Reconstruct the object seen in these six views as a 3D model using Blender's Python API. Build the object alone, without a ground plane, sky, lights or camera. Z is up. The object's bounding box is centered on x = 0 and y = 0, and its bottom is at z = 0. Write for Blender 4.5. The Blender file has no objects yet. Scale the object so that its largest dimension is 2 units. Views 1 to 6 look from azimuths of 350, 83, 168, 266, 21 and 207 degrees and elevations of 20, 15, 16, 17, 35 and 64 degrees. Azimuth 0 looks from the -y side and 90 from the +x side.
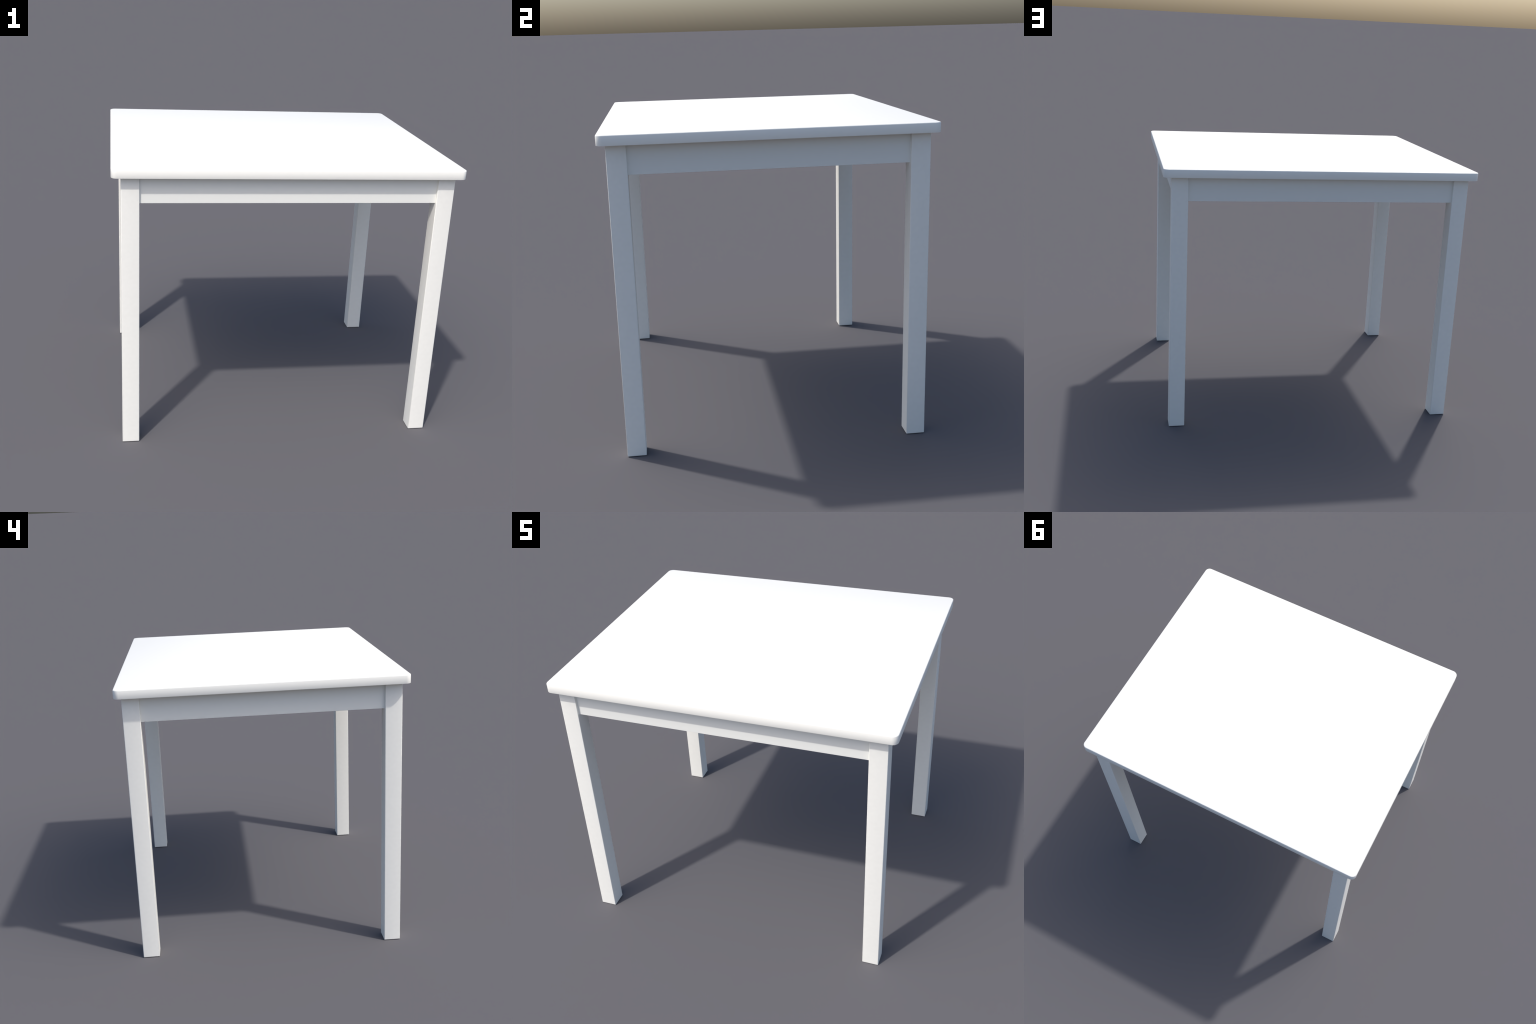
# White square-legged dining table: thin rounded top, four square legs, four recessed apron boards.
import bpy, bmesh, math
from mathutils import Vector

# ---- sizes (metres) -------------------------------------------------------
TOP_HALF_X, TOP_HALF_Y = 1.000, 0.846
TOP_Z, TOP_THICK = 1.6983, 0.0514
TOP_CORNER_R, TOP_EDGE_R = 0.033, 0.005
TOP_LOWER_R = 0.001             # the lower arris is almost sharp
LEG_OUT_X, LEG_OUT_Y, LEG_W = 0.9473, 0.8052, 0.1000
LEG_EDGE_R = 0.0032
LEG_CROWN = 0.07                # tilt of a leg face's shading normal at its sides
APRON_Z, APRON_THICK = 1.4936, 0.060
APRON_OUT_X, APRON_OUT_Y = 0.9275, 0.7880
CROWN_X, CROWN_Y = 0.08, 0.22   # tilt of the top's shading normal at its rim
UNDER = TOP_Z - TOP_THICK


# ---- materials ------------------------------------------------------------
def paint(name, colour, rough, grain, scale):
    """Opaque white lacquer with a barely visible mottling and orange-peel grain."""
    m = bpy.data.materials.new(name)
    m.use_nodes = True
    nt = m.node_tree
    bsdf = nt.nodes["Principled BSDF"]
    co = nt.nodes.new("ShaderNodeTexCoord")
    noise = nt.nodes.new("ShaderNodeTexNoise")
    noise.inputs["Scale"].default_value = scale
    noise.inputs["Detail"].default_value = 4
    ramp = nt.nodes.new("ShaderNodeValToRGB")
    c = colour
    ramp.color_ramp.elements[0].position = 0.3
    ramp.color_ramp.elements[1].position = 0.7
    ramp.color_ramp.elements[0].color = (*[v * (1 - grain) for v in c], 1)
    ramp.color_ramp.elements[1].color = (*[min(1, v * (1 + grain)) for v in c], 1)
    nt.links.new(co.outputs["Object"], noise.inputs["Vector"])
    nt.links.new(noise.outputs["Fac"], ramp.inputs["Fac"])
    nt.links.new(ramp.outputs["Color"], bsdf.inputs["Base Color"])
    bsdf.inputs["Roughness"].default_value = rough
    return m


TOP_MAT = paint("white_lacquer", (0.92, 0.915, 0.865), 0.50, 0.004, 30)
LEG_MAT = paint("white_painted_wood", (0.92, 0.915, 0.865), 0.50, 0.012, 45)
APRON_MAT = paint("white_painted_board", (0.875, 0.88, 0.84), 0.50, 0.004, 30)
BARE_MAT = paint("bare_fibreboard", (0.34, 0.25, 0.18), 0.80, 0.10, 60)
STEEL_MAT = paint("dark_grey_steel", (0.27, 0.27, 0.28), 0.45, 0.05, 40)
STEEL_MAT.node_tree.nodes["Principled BSDF"].inputs["Metallic"].default_value = 0.6


# ---- mesh helpers ---------------------------------------------------------
def box(bm, lo, hi):
    r = bmesh.ops.create_cube(bm, size=1)
    for v in r["verts"]:
        v.co = Vector([lo[i] if v.co[i] < 0 else hi[i] for i in range(3)])


def finish(bm, name, mat, smooth):
    me = bpy.data.meshes.new(name)
    bmesh.ops.recalc_face_normals(bm, faces=bm.faces)
    for f in bm.faces:
        f.smooth = smooth
    bm.to_mesh(me)
    bm.free()
    me.materials.append(mat)
    return me


def place(me, name, parent, loc=(0, 0, 0), turn=0.0):
    ob = bpy.data.objects.new(name, me)
    bpy.context.scene.collection.objects.link(ob)
    ob.location = loc
    ob.rotation_euler = (0, 0, turn)
    ob.parent = parent
    return ob


# ---- the top: rounded-rectangle slab lofted through its edge profile ------
def tabletop_mesh():
    bm = bmesh.new()
    n = 6                                   # segments per rounded corner
    e = TOP_EDGE_R

    def ring(inset, z):
        r = TOP_CORNER_R - inset
        vs = []
        for k, (sx, sy) in enumerate(((1, 1), (-1, 1), (-1, -1), (1, -1))):
            cx = sx * (TOP_HALF_X - TOP_CORNER_R)
            cy = sy * (TOP_HALF_Y - TOP_CORNER_R)
            for i in range(n + 1):
                t = math.radians(90 * k + 90 * i / n)
                vs.append(bm.verts.new((cx + r * math.cos(t), cy + r * math.sin(t), z)))
        return vs

    d = e * (1 - math.cos(math.radians(45)))
    l = TOP_LOWER_R
    rings = [ring(l, UNDER), ring(0.3 * l, UNDER + 0.3 * l), ring(0, UNDER + l),
             ring(0, TOP_Z - e), ring(d, TOP_Z - d), ring(e, TOP_Z)]
    for lo, hi in zip(rings, rings[1:]):
        m = len(lo)
        for i in range(m):
            bm.faces.new((lo[i], lo[(i + 1) % m], hi[(i + 1) % m], hi[i]))
    bm.faces.new(rings[-1])
    bm.faces.new(list(reversed(rings[0])))
    me = finish(bm, "tabletop", TOP_MAT, True)
    me.materials.append(BARE_MAT)           # the underside is unpainted board
    for poly in me.polygons:
        if poly.normal.z < -0.99:
            poly.material_index = 1
    # the top face is shaded as very slightly crowned, as the eased edge blends into it
    normals = [Vector(c.vector) for c in me.corner_normals]
    for poly in me.polygons:
        if poly.normal.z > 0.99:
            for li in poly.loop_indices:
                p = me.vertices[me.loops[li].vertex_index].co
                normals[li] = Vector((CROWN_X * p.x / TOP_HALF_X,
                                      CROWN_Y * p.y / TOP_HALF_Y, 1)).normalized()
    me.normals_split_custom_set(normals)
    return me


def leg_mesh():
    """Square post, origin at the foot's centre, all edges eased."""
    bm = bmesh.new()
    h = LEG_W / 2
    box(bm, (-h, -h, 0), (h, h, UNDER - 0.0005))
    bmesh.ops.bevel(bm, geom=list(bm.edges), offset=LEG_EDGE_R, segments=2,
                    profile=0.5, affect='EDGES')
    me = finish(bm, "leg", LEG_MAT, True)
    # the four long faces stay nearly flat; only the eased arrises turn the light
    normals = [Vector(c.vector) for c in me.corner_normals]
    for poly in me.polygons:
        if poly.area > 0.05:
            for li in poly.loop_indices:
                p = me.vertices[me.loops[li].vertex_index].co
                side = Vector((p.x, p.y, 0)) / h
                normals[li] = (poly.normal * (1 - LEG_CROWN) + side * LEG_CROWN).normalized()
    me.normals_split_custom_set(normals)
    return me


def apron_mesh(length):
    """Board along local x, its outer face at local y = 0, hanging under the top."""
    bm = bmesh.new()
    box(bm, (-length / 2, 0, APRON_Z), (length / 2, APRON_THICK, UNDER - 0.0005))
    bmesh.ops.bevel(bm, geom=list(bm.edges), offset=0.0012, segments=1,
                    profile=0.5, affect='EDGES')
    return finish(bm, "apron", APRON_MAT, False)


def corner_brace_mesh():
    """Folded steel plate set across a corner; local x runs along the plate,
    local +y points at the table's middle, origin at the aprons' inner corner."""
    bm = bmesh.new()
    run, flange, t = 0.145, 0.095, 0.006      # run along each apron, flange, plate gauge
    lo, hi = 1.502, 1.600
    half = run / math.sqrt(2)
    c = math.sqrt(0.5)
    # plan outline of the folded strip: flange - diagonal - flange
    line = [(-half - flange * c, half + flange * c), (-half, half),
            (half, half), (half + flange * c, half + flange * c)]
    shift = t * math.tan(math.radians(22.5))
    inner = [(line[0][0] + t * c, line[0][1] + t * c), (line[1][0] + shift, line[1][1] + t),
             (line[2][0] - shift, line[2][1] + t), (line[3][0] - t * c, line[3][1] + t * c)]
    plan = line + inner[::-1]
    bottom = [bm.verts.new((x, y, lo)) for x, y in plan]
    top = [bm.verts.new((x, y, hi)) for x, y in plan]
    n = len(plan)
    for i in range(n):
        bm.faces.new((bottom[i], bottom[(i + 1) % n], top[(i + 1) % n], top[i]))
    for i in range(3):
        j = n - 1 - i
        bm.faces.new((top[i], top[i + 1], top[j - 1], top[j]))
        bm.faces.new((bottom[i], bottom[i + 1], bottom[j - 1], bottom[j]))
    return finish(bm, "corner_brace", STEEL_MAT, False), half + t


def bolt_mesh(reach, plate):
    """Hanger bolt from the leg's inner arris through the brace, with a hex nut."""
    bm = bmesh.new()
    for radius, y0, y1, seg in ((0.008, reach, plate + 0.030, 16), (0.016, plate, plate + 0.014, 6)):
        r = bmesh.ops.create_cone(bm, cap_ends=True, segments=seg, radius1=radius,
                                  radius2=radius, depth=y1 - y0)
        for v in r["verts"]:
            x, y, z = v.co
            v.co = (x, (y0 + y1) / 2 + z, 1.551 + y)
    return finish(bm, "bolt", STEEL_MAT, False)


# ---- assembly -------------------------------------------------------------
table = bpy.data.objects.new("dining_table", None)
bpy.context.scene.collection.objects.link(table)
table["label"] = "plain white rectangular dining table with four square legs"
table["category"] = "table"

place(tabletop_mesh(), "tabletop", table)

leg = leg_mesh()
for sx, sy in ((-1, -1), (1, -1), (1, 1), (-1, 1)):
    place(leg, "leg", table, (sx * (LEG_OUT_X - LEG_W / 2), sy * (LEG_OUT_Y - LEG_W / 2), 0))

long_board = apron_mesh(2 * (LEG_OUT_X - LEG_W) + 0.004)
short_board = apron_mesh(2 * (LEG_OUT_Y - LEG_W) + 0.004)
place(long_board, "apron", table, (0, -APRON_OUT_Y, 0), 0)
place(long_board, "apron", table, (0, APRON_OUT_Y, 0), math.pi)
place(short_board, "apron", table, (APRON_OUT_X, 0, 0), math.pi / 2)
place(short_board, "apron", table, (-APRON_OUT_X, 0, 0), -math.pi / 2)

brace, plate = corner_brace_mesh()
bolt = bolt_mesh(0.030, plate)
inner_x, inner_y = APRON_OUT_X - APRON_THICK - 0.0005, APRON_OUT_Y - APRON_THICK - 0.0005
for sx, sy in ((-1, -1), (1, -1), (1, 1), (-1, 1)):
    turn = math.atan2(-sy, -sx) - math.pi / 2
    holder = place(brace, "corner_brace", table, (sx * inner_x, sy * inner_y, 0), turn)
    place(bolt, "bolt", holder)
